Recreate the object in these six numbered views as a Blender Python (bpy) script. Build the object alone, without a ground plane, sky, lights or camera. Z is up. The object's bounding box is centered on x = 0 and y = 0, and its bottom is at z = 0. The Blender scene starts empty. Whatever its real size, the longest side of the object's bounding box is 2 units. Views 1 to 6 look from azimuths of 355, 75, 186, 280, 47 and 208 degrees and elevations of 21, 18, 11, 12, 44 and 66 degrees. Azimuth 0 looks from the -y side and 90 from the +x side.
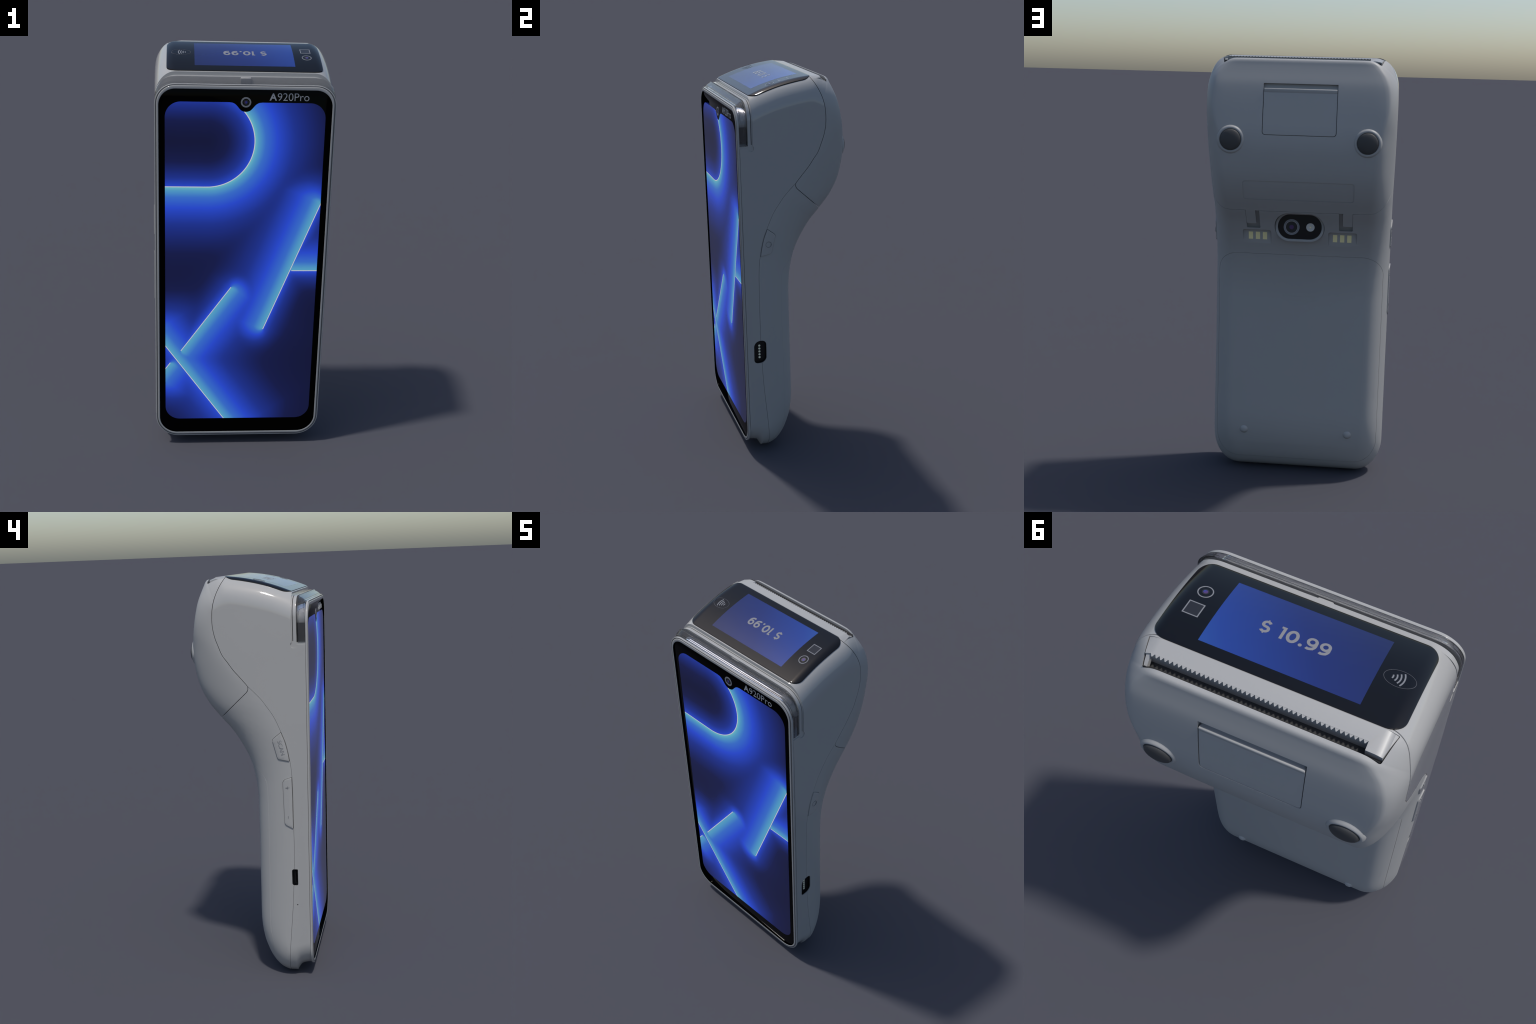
"""Handheld card payment terminal with receipt printer, built part by part."""
import bpy, bmesh, math
from math import sin, cos, pi, sqrt, radians, hypot
from mathutils import Vector

COL = bpy.context.scene.collection

# ------------------------------------------------------------------ helpers
def srgb(r, g, b):
    f = lambda c: (c / 255 / 12.92) if c / 255 <= .04045 else ((c / 255 + .055) / 1.055) ** 2.4
    return (f(r), f(g), f(b), 1)

def mesh_obj(name, verts, faces, mat=None):
    me = bpy.data.meshes.new(name)
    me.from_pydata([tuple(v) for v in verts], [], faces)
    bm = bmesh.new(); bm.from_mesh(me)
    bmesh.ops.remove_doubles(bm, verts=bm.verts, dist=1e-6)
    bmesh.ops.recalc_face_normals(bm, faces=bm.faces)
    bm.to_mesh(me); bm.free()
    ob = bpy.data.objects.new(name, me); COL.objects.link(ob)
    if mat: me.materials.append(mat)
    return ob

def smooth(ob, angle=32):
    me = ob.data
    for p in me.polygons: p.use_smooth = True
    me.set_sharp_from_angle(angle=radians(angle))
    return ob

def apply_mods(ob):
    bpy.context.view_layer.update()
    dg = bpy.context.evaluated_depsgraph_get()
    me = bpy.data.meshes.new_from_object(ob.evaluated_get(dg))
    ob.modifiers.clear()
    old = ob.data; me.name = old.name; ob.data = me
    bpy.data.meshes.remove(old)
    return ob

def boolean(ob, other, op, keep=False):
    m = ob.modifiers.new('b', 'BOOLEAN'); m.operation = op; m.object = other; m.solver = 'MANIFOLD'
    n = len(ob.data.polygons)
    apply_mods(ob)
    if len(ob.data.polygons) == 0: print('EMPTY BOOLEAN', ob.name, other.name, n)
    if not keep: drop(other)
    return ob

def drop(ob):
    me = ob.data; bpy.data.objects.remove(ob)
    if me and me.users == 0: bpy.data.meshes.remove(me)

def clone(ob, name):
    o = ob.copy(); o.data = ob.data.copy(); o.name = name; o.data.name = name
    COL.objects.link(o); return o

def bevel(ob, width, seg=2, angle=35):
    m = ob.modifiers.new('bv', 'BEVEL'); m.width = width; m.segments = seg
    m.limit_method = 'ANGLE'; m.angle_limit = radians(angle)
    return apply_mods(ob)

def fillet(poly, radii, n=8):
    """Round the corners of a closed 2D polygon."""
    out = []; N = len(poly)
    if not hasattr(radii, '__len__'): radii = [radii] * N
    for i in range(N):
        p = Vector(poly[i]); a = Vector(poly[i - 1]) - p; b = Vector(poly[(i + 1) % N]) - p
        r = radii[i]
        if r <= 0: out.append(tuple(p)); continue
        la, lb = a.length, b.length; a.normalize(); b.normalize()
        ang = a.angle(b); t = min(r / math.tan(ang / 2), .499 * la, .499 * lb); r = t * math.tan(ang / 2)
        c = p + (a + b).normalized() * (r / sin(ang / 2))
        s = p + a * t - c; e = p + b * t - c
        a0 = math.atan2(s.y, s.x); a1 = math.atan2(e.y, e.x); d = (a1 - a0 + pi) % (2 * pi) - pi
        for k in range(n + 1):
            q = a0 + d * k / n; out.append((c.x + r * cos(q), c.y + r * sin(q)))
    return out

def rrect(x0, x1, z0, z1, r, n=8):
    return fillet([(x0, z0), (x1, z0), (x1, z1), (x0, z1)], r, n)

def prism(name, poly, axis, lo, hi, mat=None, shear=0.0):
    """Extrude a 2D polygon. axis 'x': poly=(y,z); 'y': poly=(x,z); 'z': poly=(x,y).
    shear tilts a y-extrusion with height (y += shear*z)."""
    def P(p, h):
        if axis == 'x': return (h, p[0], p[1])
        if axis == 'y': return (p[0], h + shear * p[1], p[1])
        return (p[0], p[1], h)
    n = len(poly)
    v = [P(p, lo) for p in poly] + [P(p, hi) for p in poly]
    f = [list(range(n)), list(range(2 * n - 1, n - 1, -1))] + [[i, (i + 1) % n, n + (i + 1) % n, n + i] for i in range(n)]
    return mesh_obj(name, v, f, mat)

def ring_prism(name, outer, inner, lo, hi, mat=None, shear=0.0):
    """Closed ring (outer/inner outlines with equal point counts) extruded along y."""
    n = len(outer); P = lambda p, h: (p[0], h + shear * p[1], p[1])
    v = [P(p, lo) for p in outer] + [P(p, lo) for p in inner] + [P(p, hi) for p in outer] + [P(p, hi) for p in inner]
    f = []
    for i in range(n):
        j = (i + 1) % n
        f += [[i, j, n + j, n + i], [2 * n + i, 2 * n + j, 3 * n + j, 3 * n + i],
              [i, j, 2 * n + j, 2 * n + i], [n + i, n + j, 3 * n + j, 3 * n + i]]
    return mesh_obj(name, v, f, mat)

def box(name, x0, x1, y0, y1, z0, z1, mat=None):
    return prism(name, [(x0, z0), (x1, z0), (x1, z1), (x0, z1)], 'y', y0, y1, mat)

def circle(cx, cy, r, n=40):
    return [(cx + r * cos(2 * pi * i / n), cy + r * sin(2 * pi * i / n)) for i in range(n)]

def spline(pts, per, closed=False, corners=()):
    """Centripetal-like Catmull-Rom through rows of any dimension; rows listed in corners stay sharp."""
    n = len(pts); out = []
    segs = n if closed else n - 1
    for i in range(segs):
        p1, p2 = pts[i], pts[(i + 1) % n]
        p0 = pts[i - 1] if (closed or i > 0) else p1
        p3 = pts[(i + 2) % n] if (closed or i + 2 < n) else p2
        if i in corners: p0 = None
        if (i + 1) % n in corners: p3 = None
        D = lambda a, b: max(sum((x - y) ** 2 for x, y in zip(a[:4], b[:4])) ** .25, 1e-5)
        d1 = D(p1, p2)
        def tang(a, b, c, da, db):
            return [((q - p) / da - (r - p) / (da + db) + (r - q) / db) * d1 for p, q, r in zip(a, b, c)]
        m1 = [b - a for a, b in zip(p1, p2)] if p0 is None or p0 is p1 else tang(p0, p1, p2, D(p0, p1), d1)
        m2 = [b - a for a, b in zip(p1, p2)] if p3 is None or p3 is p2 else tang(p1, p2, p3, d1, D(p2, p3))
        k = per if isinstance(per, int) else max(2, int(hypot(p2[0] - p1[0], p2[1] - p1[1]) / per))
        for s in range(k):
            t = s / k; h00 = 2 * t ** 3 - 3 * t * t + 1; h10 = t ** 3 - 2 * t * t + t; h01 = -2 * t ** 3 + 3 * t * t; h11 = t ** 3 - t * t
            out.append([h00 * a + h10 * b + h01 * c + h11 * d for a, b, c, d in zip(p1, m1, p2, m2)])
    if not closed: out.append(list(pts[-1]))
    return out

# ------------------------------------------------------------------ materials
def material(name, color, rough=.4, spec=.5, metal=0, coat=0, trans=0, ior=1.45, grain=0.0, emit=0):
    m = bpy.data.materials.new(name); m.use_nodes = True
    nt = m.node_tree; b = nt.nodes['Principled BSDF']
    b.inputs['Base Color'].default_value = color
    b.inputs['Roughness'].default_value = rough
    b.inputs['Specular IOR Level'].default_value = spec
    b.inputs['Metallic'].default_value = metal
    b.inputs['Coat Weight'].default_value = coat
    b.inputs['Coat Roughness'].default_value = .03
    b.inputs['Transmission Weight'].default_value = trans
    b.inputs['IOR'].default_value = ior
    if emit:
        b.inputs['Emission Color'].default_value = color
        b.inputs['Emission Strength'].default_value = emit
    # fine mould grain: faint colour and roughness variation on object coordinates
    tc = nt.nodes.new('ShaderNodeTexCoord'); nz = nt.nodes.new('ShaderNodeTexNoise')
    nz.inputs['Scale'].default_value = 260; nz.inputs['Detail'].default_value = 2
    nt.links.new(tc.outputs['Object'], nz.inputs['Vector'])
    mx = nt.nodes.new('ShaderNodeMix'); mx.data_type = 'RGBA'; mx.blend_type = 'MULTIPLY'
    mx.inputs['Factor'].default_value = .04
    mx.inputs['A'].default_value = color
    nt.links.new(nz.outputs['Fac'], mx.inputs['B'])
    nt.links.new(mx.outputs['Result'], b.inputs['Base Color'])
    if grain:
        bp = nt.nodes.new('ShaderNodeBump'); bp.inputs['Strength'].default_value = grain; bp.inputs['Distance'].default_value = .0006
        nt.links.new(nz.outputs['Fac'], bp.inputs['Height']); nt.links.new(bp.outputs['Normal'], b.inputs['Normal'])
    return m

GREY = (.362, .360, .352, 1)
M_gloss = material('glossy_grey_plastic', GREY, rough=.05, spec=.5)
M_matte = material('satin_grey_plastic', GREY, rough=.45, spec=.4)
M_bar = material('tear_bar_plastic', GREY, rough=.35)
M_dark = material('slot_interior', (.16, .165, .17, 1), rough=.6)
M_black = material('black_glass', (.0004, .0004, .0005, 1), rough=.04, spec=.06)
M_panel = material('black_panel_glass', (.004, .004, .005, 1), rough=.06, spec=.5)
M_port = material('black_port_plastic', (.004, .004, .005, 1), rough=.3)
M_rubber = material('dark_rubber', (.060, .060, .060, 1), rough=.55, spec=.35)
M_gold = material('gold_contact', (.90, .80, .42, 1), rough=.5)
M_pin = material('brass_pin', (.92, .88, .66, 1), rough=.4)
M_clear = material('clear_acrylic', (.93, .935, .95, 1), rough=.0, trans=.97, ior=1.46)
M_mark = material('grey_engraving', (.17, .175, .185, 1), rough=.5)
M_print = material('grey_print', (.35, .36, .38, 1), rough=.4)
M_ring = material('lens_ring_grey', (.22, .23, .25, 1), rough=.35)
M_icon = material('panel_icon_grey', (.20, .205, .22, 1), rough=.06)
M_thinicon = material('panel_icon_outline', (.07, .072, .08, 1), rough=.06)
M_led = material('flash_lens', (.60, .59, .56, 1), rough=.25, coat=.6)
M_metal = material('lens_bezel_metal', (.42, .44, .47, 1), rough=.25, metal=.7)
M_barrel = material('lens_barrel', (.02, .021, .023, 1), rough=.35)

def glint_material(name):
    """Lens element: blue to violet reflections painted as a colour gradient across it."""
    m = bpy.data.materials.new(name); m.use_nodes = True; nt = m.node_tree; b = nt.nodes['Principled BSDF']
    tc = nt.nodes.new('ShaderNodeTexCoord'); g = nt.nodes.new('ShaderNodeTexGradient'); g.gradient_type = 'LINEAR'
    mp = nt.nodes.new('ShaderNodeMapping'); mp.inputs['Rotation'].default_value = (0, 0, radians(35))
    nt.links.new(tc.outputs['Generated'], mp.inputs['Vector']); nt.links.new(mp.outputs['Vector'], g.inputs['Vector'])
    r = nt.nodes.new('ShaderNodeValToRGB')
    r.color_ramp.elements[0].color = (.07, .03, .12, 1); r.color_ramp.elements[1].color = (.016, .045, .26, 1)
    e = r.color_ramp.elements.new(.55); e.color = (.03, .04, .28, 1)
    nt.links.new(g.outputs['Fac'], r.inputs['Fac']); nt.links.new(r.outputs['Color'], b.inputs['Base Color'])
    b.inputs['Roughness'].default_value = .05; b.inputs['Coat Weight'].default_value = .8
    return m
M_glint = glint_material('painted_lens_glint')

class NG:
    """Tiny expression builder for shader math."""
    def __init__(s, nt): s.nt = nt
    def m(s, op, a, b=None, c=None, clamp=False):
        n = s.nt.nodes.new('ShaderNodeMath'); n.operation = op; n.use_clamp = clamp
        for i, v in enumerate((a, b, c)):
            if v is None: continue
            if isinstance(v, (int, float)): n.inputs[i].default_value = v
            else: s.nt.links.new(v, n.inputs[i])
        return n.outputs[0]
    def lin(s, x, z, kx, kz, c): return s.m('MULTIPLY_ADD', x, kx, s.m('MULTIPLY_ADD', z, kz, c))
    def length(s, a, b): return s.m('SQRT', s.m('ADD', s.m('MULTIPLY', a, a), s.m('MULTIPLY', b, b)))
    def ramp(s, fac, stops):
        n = s.nt.nodes.new('ShaderNodeValToRGB'); cr = n.color_ramp
        while len(cr.elements) > 1: cr.elements.remove(cr.elements[0])
        cr.elements[0].position = stops[0][0]; cr.elements[0].color = stops[0][1]
        for p, c in stops[1:]:
            e = cr.elements.new(p); e.color = c
        s.nt.links.new(fac, n.inputs[0]); return n.outputs[0]
    def mix(s, f, a, b):
        n = s.nt.nodes.new('ShaderNodeMix'); n.data_type = 'RGBA'
        for v, k in ((f, 'Factor'), (a, 'A'), (b, 'B')):
            if isinstance(v, (int, float, tuple)): n.inputs[k].default_value = v
            else: s.nt.links.new(v, n.inputs[k])
        return n.outputs['Result']

def wallpaper_material():
    m = bpy.data.materials.new('lit_wallpaper_display'); m.use_nodes = True; nt = m.node_tree; g = NG(nt)
    b = nt.nodes['Principled BSDF']
    tc = nt.nodes.new('ShaderNodeTexCoord'); sp = nt.nodes.new('ShaderNodeSeparateXYZ')
    nt.links.new(tc.outputs['Object'], sp.inputs[0]); x, z = sp.outputs['X'], sp.outputs['Z']
    glow = None; line = None
    def add(gl, ln):
        nonlocal glow, line
        glow = gl if glow is None else g.m('SMOOTH_MAX', glow, gl, .12)
        line = ln if line is None else g.m('MAXIMUM', line, ln)
    def falloff(dist, side, kb, kd, peak_d):
        """side 1 = bright face of the beam, 0 = dim face"""
        k = g.m('MULTIPLY_ADD', side, kb - kd, kd)
        pk = g.m('MULTIPLY_ADD', side, 1 - peak_d, peak_d)
        return g.m('MULTIPLY', g.m('MULTIPLY', pk, .985), g.m('EXPONENT', g.m('MULTIPLY', g.m('DIVIDE', dist, k), -1.0)))
    # rounded beam: straight run from the left edge bending up into a half circle
    cx, cz, R = -.172, 1.607, .2180
    qx = g.m('MAXIMUM', g.m('ADD', x, -cx), 0.0); qz = g.m('ADD', z, -cz)
    d = g.m('ADD', g.length(qx, qz), -R)
    add(falloff(g.m('ABSOLUTE', d), g.m('GREATER_THAN', d, 0.0), .195, .105, .58),
        g.m('LESS_THAN', g.m('ABSOLUTE', d), .0021))
    # straight beams: start, end, reach on bright face, reach on dim face, dim peak
    beams = [((.1143, .6537), (.3694, 1.3163), .20, .09, .55),
             ((.42, .9669), (.2440, .9669), .18, .09, .58),
             ((-.049, .8785), (-.2899, .5352), .20, .10, .58),
             ((-.02, .0729), (-.4201, .6377), .19, .20, .58),
             ((-.3429, .4677), (-.40, .3888), .20, .09, .55)]
    bright_left = [1, -1, 1, -1, 1]
    for (a, e, kb, kd, pd), s in zip(beams, bright_left):
        L = hypot(e[0] - a[0], e[1] - a[1]); tx, tz = (e[0] - a[0]) / L, (e[1] - a[1]) / L
        nx, nz = -tz * s, tx * s
        u = g.lin(x, z, tx, tz, -(a[0] * tx + a[1] * tz)); d = g.lin(x, z, nx, nz, -(a[0] * nx + a[1] * nz))
        over = g.m('MAXIMUM', g.m('MAXIMUM', g.m('MULTIPLY', u, -1.0), g.m('ADD', u, -L)), 0.0)
        dist = g.length(d, over)
        side = g.m('MULTIPLY_ADD', g.m('DIVIDE', d, g.m('ADD', dist, .0015)), .5, .5, clamp=True)
        side = g.m('SMOOTH_MIN', g.m('MULTIPLY', side, 1.0), 1.0, .01)
        fl = falloff(dist, side, kb, kd, pd)
        # light fades past the beam's free ends
        fl = g.m('MULTIPLY', fl, g.m('EXPONENT', g.m('MULTIPLY', over, -3.0)))
        add(fl, g.m('MULTIPLY', g.m('LESS_THAN', g.m('ABSOLUTE', d), .0019), g.m('LESS_THAN', over, .001)))
    col = g.ramp(glow, [(0, srgb(17, 18, 36)), (.18, srgb(22, 27, 68)), (.38, srgb(30, 48, 130)), (.58, srgb(40, 70, 188)),
                        (.76, srgb(56, 104, 185)), (.90, srgb(80, 148, 182)), (1, srgb(108, 182, 182))])
    col = g.mix(line, col, srgb(190, 190, 190))
    nt.links.new(col, b.inputs['Base Color']); nt.links.new(col, b.inputs['Emission Color'])
    b.inputs['Emission Strength'].default_value = .66
    b.inputs['Roughness'].default_value = .04; b.inputs['Specular IOR Level'].default_value = .25
    return m
M_wall = wallpaper_material()

def price_display_material():
    m = bpy.data.materials.new('lit_price_display'); m.use_nodes = True; nt = m.node_tree; g = NG(nt)
    b = nt.nodes['Principled BSDF']
    tc = nt.nodes.new('ShaderNodeTexCoord'); sp = nt.nodes.new('ShaderNodeSeparateXYZ')
    nt.links.new(tc.outputs['Object'], sp.inputs[0])
    f = g.m('ADD', g.lin(sp.outputs['X'], sp.outputs['Y'], 1.25, .9, .5), 0, clamp=True)
    col = g.ramp(f, [(0, srgb(29, 37, 76)), (.4, srgb(31, 44, 100)), (.75, srgb(35, 60, 132)), (1, srgb(44, 84, 148))])
    nt.links.new(col, b.inputs['Base Color']); nt.links.new(col, b.inputs['Emission Color'])
    b.inputs['Emission Strength'].default_value = .05
    b.inputs['Roughness'].default_value = .06; b.inputs['Specular IOR Level'].default_value = .5
    return m
M_price = price_display_material()
M_digits = material('lit_price_digits', (.20, .20, .215, 1), rough=.06, emit=.1)

# ------------------------------------------------------------------ main body form
TILT = -.0095                      # the front face leans forward a little
def y_body(z): return -.2621 + TILT * z
def y_glass(z): return -.2708 + TILT * z
def top_z(y): return 1.97969 + .19213 * y - .5666 * y * y     # crown of the head, front to back

W = .42
# rows around the side profile: centre line (y, z) | side line (y, z) | x where the rounding starts
ROWS = [
    (y_body(.049), .049, y_body(.195), .195, .29),
    (-.236, .046, -.238, .190, .29),
    (-.212, .038, -.215, .182, .29),
    (-.197, .018, -.20, .176, .29),
    (-.188, .0005, -.19, .172, .288),
    (-.168, .0, -.178, .167, .286),
    (-.147, .0015, -.170, .164, .286),
    (-.12, .0125, -.167, .166, .287),
    (-.092, .0325, -.1665, .172, .288),
    (-.058, .078, -.167, .184, .292),
    (-.031, .142, -.169, .202, .298),
    (-.018, .2, -.172, .232, .304),
    (-.012, .27, -.1765, .285, .31),
    (-.013, .435, -.1876, .437, .313),
    (-.016, .66, -.197, .66, .313),
    (-.018, .85, -.1985, .85, .313),
    (-.018, .95, -.198, .96, .313),
    (-.013, 1.02, -.197, 1.04, .313),
    (.004, 1.094, -.189, 1.118, .313),
    (.037, 1.17, -.171, 1.206, .313),
    (.09, 1.255, -.150, 1.265, .313),
    (.150, 1.325, -.120, 1.335, .318),
    (.2070, 1.394, -.080, 1.39, .322),
    (.2460, 1.471, -.034, 1.446, .326),
    (.2690, 1.575, .035, 1.52, .334, .05),
    (.2718, 1.66, .097, 1.605, .348, .2),
    (.2635, 1.74, .138, 1.69, .373, .55),
    (.2525, 1.81, .156, 1.76, .381, .9),
    (.2375, 1.88, .157, 1.80, .372, 1),
    (.2228, 1.925, .151, 1.828, .352, 1),
    (.2120, 1.960, .143, 1.843, .322, 1),
    (.2092, 1.9715, .138, 1.847, .310, 1),
    (.2040, 1.9795, .132, 1.851, .303, .95),
    (.1980, 1.9820, .127, 1.854, .300, .8),
    (.1905, 1.9837, .122, 1.857, .300, .6),
    (.163, 1.9900, .108, 1.8605, .305, .2),
    (.125, top_z(.125), .085, 1.866, .320),
    (.071, top_z(.071), .045, 1.864, .322),
    (-.05, top_z(-.05), -.05, 1.845, .322),
    (-.13, top_z(-.13), -.13, 1.822, .322),
    (-.19, top_z(-.19), -.19, 1.797, .322),
    (y_body(1.88), 1.88, y_body(1.757), 1.757, .322),
]
ROWS = [tuple(r) + (0,) * (6 - len(r)) for r in ROWS]
def smoothstep(a, b, t):
    t = min(max((t - a) / (b - a), 0), 1); return t * t * (3 - 2 * t)
def half_width(y, z):
    """The handle is slimmer than the head, and the head narrows towards its front."""
    head = .4135 + .0035 * smoothstep(-.27, .06, y)
    return .4164 + (head - .4164) * smoothstep(1.25, 1.66, z)
def bulge(z):
    """The handle's back is slightly crowned across its width, most in the waist."""
    return .0055 * smoothstep(.10, .30, z) * (1 - smoothstep(1.6, 1.8, z)) + .0095 * smoothstep(.88, 1.06, z) * (1 - smoothstep(1.29, 1.42, z))

def build_body():
    rows = spline(ROWS, .0105, closed=True, corners=(0, 4, len(ROWS) - 1))
    TH = 16; verts = []
    for i_row, (cy, cz, sy, sz, xc, q) in enumerate(rows):
        half = []
        q = min(max(q, 0), 1); t0 = radians(34) * q
        for x in (0, xc * .25, xc * .5, xc * .75, xc - .014, xc - .005): half.append((x, cy, cz))
        for i in range(TH + 1):
            th = t0 + (pi / 2 - t0) * i / TH; k = (cos(t0) - cos(th)) / cos(t0)
            half.append((xc + (W - xc) * (sin(th) - sin(t0)) / (1 - sin(t0)), cy + (sy - cy) * k, cz + (sz - cz) * k))
        for _ in range(4):                  # soft fillet along the crease
            half = [p if not 4 <= j <= 9 else tuple(c + .5 * q * ((u + w) / 2 - c) for u, c, w in zip(half[j - 1], p, half[j + 1])) for j, p in enumerate(half)]
        if -.03 < cy and cz < 1.82:         # crowned back
            half = [(x, y + bulge(cz) * max(0, 1 - (x / .412) ** 4), z) for x, y, z in half]
        left = [(-p[0], p[1], p[2]) for p in half[:0:-1]]
        verts += left + half
    n = len(rows); per = len(verts) // n; faces = []
    for i in range(n):
        j = (i + 1) % n
        for k in range(per - 1):
            faces.append([i * per + k, j * per + k, j * per + k + 1, i * per + k + 1])
    faces.append([i * per for i in range(n)]); faces.append([i * per + per - 1 for i in range(n)])
    ob = mesh_obj('body', verts, faces)
    bm = bmesh.new(); bm.from_mesh(ob.data)
    for i in range(14):
        bmesh.ops.bisect_plane(bm, geom=bm.verts[:] + bm.edges[:] + bm.faces[:], plane_co=(0, 0, 1.22 + .03 * i), plane_no=(0, 0, 1), dist=1e-5)
    for i in range(9):
        bmesh.ops.bisect_plane(bm, geom=bm.verts[:] + bm.edges[:] + bm.faces[:], plane_co=(0, -.25 + .035 * i, 0), plane_no=(0, 1, 0), dist=1e-5)
    for v in bm.verts: v.co.x *= half_width(v.co.y, v.co.z) / W
    bm.to_mesh(ob.data); bm.free()
    return ob

body = build_body()
PROFILE_BACK = [(r[1], r[0]) for r in ROWS[7:34]]
def back_y(z):
    """depth of the back surface on the centre line at height z"""
    P = PROFILE_BACK
    for (z0, y0), (z1, y1) in zip(P, P[1:]):
        if z0 <= z <= z1: return y0 + (y1 - y0) * (z - z0) / (z1 - z0) + bulge(z)
    return P[-1][1]

# seam lines seen from the side (y, z)
COVER_SEAM = spline([(.098, 2.0), (.1035, 1.9865), (.122, 1.952), (.1405, 1.911), (.153, 1.868), (.1585, 1.829), (.1597, 1.77), (.1505, 1.717), (.136, 1.675), (.118, 1.63),
                     (.0945, 1.597), (.069, 1.5605), (.040, 1.527), (.006, 1.487)], 5)
COVER_POLY = [(.095, 2.06)] + [tuple(p) for p in COVER_SEAM] + [(.0008, 1.4775), (.0008, 1.4685), (.0035, 1.460), (.0105, 1.4505), (.5, 1.0), (.5, 2.06)]
HANDLE_SEAM = spline([(.0, 1.48), (-.0345, 1.4457), (-.060, 1.418), (-.0807, 1.390), (-.1165, 1.3365), (-.150, 1.262), (-.1715, 1.206), (-.1895, 1.117), (-.1972, 1.041), (-.1985, .85),
                      (-.197, .66), (-.1876, .4355), (-.1765, .30), (-.165, .17), (-.157, .06), (-.150, -.05)], 6)
HANDLE_POLY = [tuple(p) for p in HANDLE_SEAM] + [(.5, -.05), (.5, 1.40), (.06, 1.45)]

def offset_poly(poly, d):
    """Move a closed polygon's sides outward by d (negative: inward)."""
    A = sum(poly[i - 1][0] * poly[i][1] - poly[i][0] * poly[i - 1][1] for i in range(len(poly)))
    s = 1 if A > 0 else -1; out = []
    for i in range(len(poly)):
        p, a, b = Vector(poly[i]), Vector(poly[i - 1]), Vector(poly[(i + 1) % len(poly)])
        e1 = (p - a); e2 = (b - p)
        if e1.length < 1e-9 or e2.length < 1e-9: out.append(tuple(p)); continue
        n1 = Vector((e1.y, -e1.x)).normalized() * s; n2 = Vector((e2.y, -e2.x)).normalized() * s
        m = (n1 + n2); m = m / max(m.dot(n1), .3) if m.length > 1e-6 else n1
        out.append(tuple(p + m * d))
    return out

def mirror_poly(poly): return [(-a, b) for a, b in poly][::-1]

# split the body into its three shells
cover = clone(body, 'printer_cover')
boolean(cover, prism('c', offset_poly(COVER_POLY, -.0016), 'x', -.6, .6), 'INTERSECT')
rest = clone(body, 'rest')
boolean(rest, prism('c', offset_poly(COVER_POLY, .0012), 'x', -.6, .6), 'DIFFERENCE')
back_shell = clone(rest, 'back_shell')
boolean(back_shell, prism('c', offset_poly(HANDLE_POLY, -.0008), 'x', -.6, .6), 'INTERSECT')
front_shell = rest; front_shell.name = 'front_shell'; front_shell.data.name = 'front_shell'
boolean(front_shell, prism('c', offset_poly(HANDLE_POLY, .0006), 'x', -.6, .6), 'DIFFERENCE')

parts = []          # (object, parent object or None)
def part(ob, mat=None, parent=None, angle=32):
    if mat is not None:
        ob.data.materials.clear(); ob.data.materials.append(mat)
    smooth(ob, angle); parts.append((ob, parent)); return ob

# ------------------------------------------------------------------ head front: card-swipe channel and clear light guide
SLOT_Z = 1.684
def head_outline(hw, top, r, z0=1.4):
    return fillet([(-hw, z0), (hw, z0), (hw, top), (-hw, top)], [0, 0, r, r], 14)
# shallow step all round the head's front rim
cut = box('cut', -.6, .6, -.5, -.2125, 1.673, 2.2)
boolean(cut, prism('keep', head_outline(.4095, 1.8965, .095), 'y', -.6, -.1), 'DIFFERENCE')
boolean(front_shell, cut, 'DIFFERENCE')
for s in (-1, 1):       # round ends of the step
    boolean(front_shell, prism('end', circle(-.2235, 1.673, .0165, 28), 'x', *sorted((s * .4095, s * .6))), 'DIFFERENCE')
# deep recess for the clear guide around the phone core
cut = box('cut', -.6, .6, -.5, -.2365, SLOT_Z, 2.2)
boolean(cut, prism('keep', head_outline(.362, 1.838, .06), 'y', -.6, -.1), 'DIFFERENCE')
boolean(front_shell, cut, 'DIFFERENCE')

# deep seam between the front module and the head
cut = box('cut', -.6, .6, -.2212, -.2178, 1.690, 2.2)
boolean(cut, prism('keep', head_outline(.335, 1.800, .05), 'y', -.6, -.1), 'DIFFERENCE')
boolean(front_shell, cut, 'DIFFERENCE')
# clear guide: outlines at successive depths (y, half width, top), with two grooves running all the way round
GUIDE = [(-.2792, .4112, 1.8705), (-.2768, .4120, 1.8742), (-.2758, .4110, 1.8737), (-.2722, .4110, 1.8760), (-.2712, .4122, 1.8785),
         (-.2562, .4125, 1.8890), (-.2550, .4112, 1.8886), (-.2508, .4112, 1.8914), (-.2496, .4125, 1.8936), (-.2455, .4122, 1.8968)]
v = []; f = []
for y_, hw, tp in GUIDE:
    o = head_outline(hw, tp, .084, SLOT_Z + .001); n = len(o); v += [(p[0], y_, p[1]) for p in o]
for k in range(len(GUIDE) - 1):
    f += [[k * n + i, k * n + (i + 1) % n, (k + 1) * n + (i + 1) % n, (k + 1) * n + i] for i in range(n)]
f += [list(range(n))[::-1], list(range((len(GUIDE) - 1) * n, len(GUIDE) * n))]
light_guide = mesh_obj('light_guide', v, f)
boolean(light_guide, prism('core', head_outline(.3655, 1.8405, .062), 'y', -.6, 0), 'DIFFERENCE')
part(light_guide, M_clear, None, 25)
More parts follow.
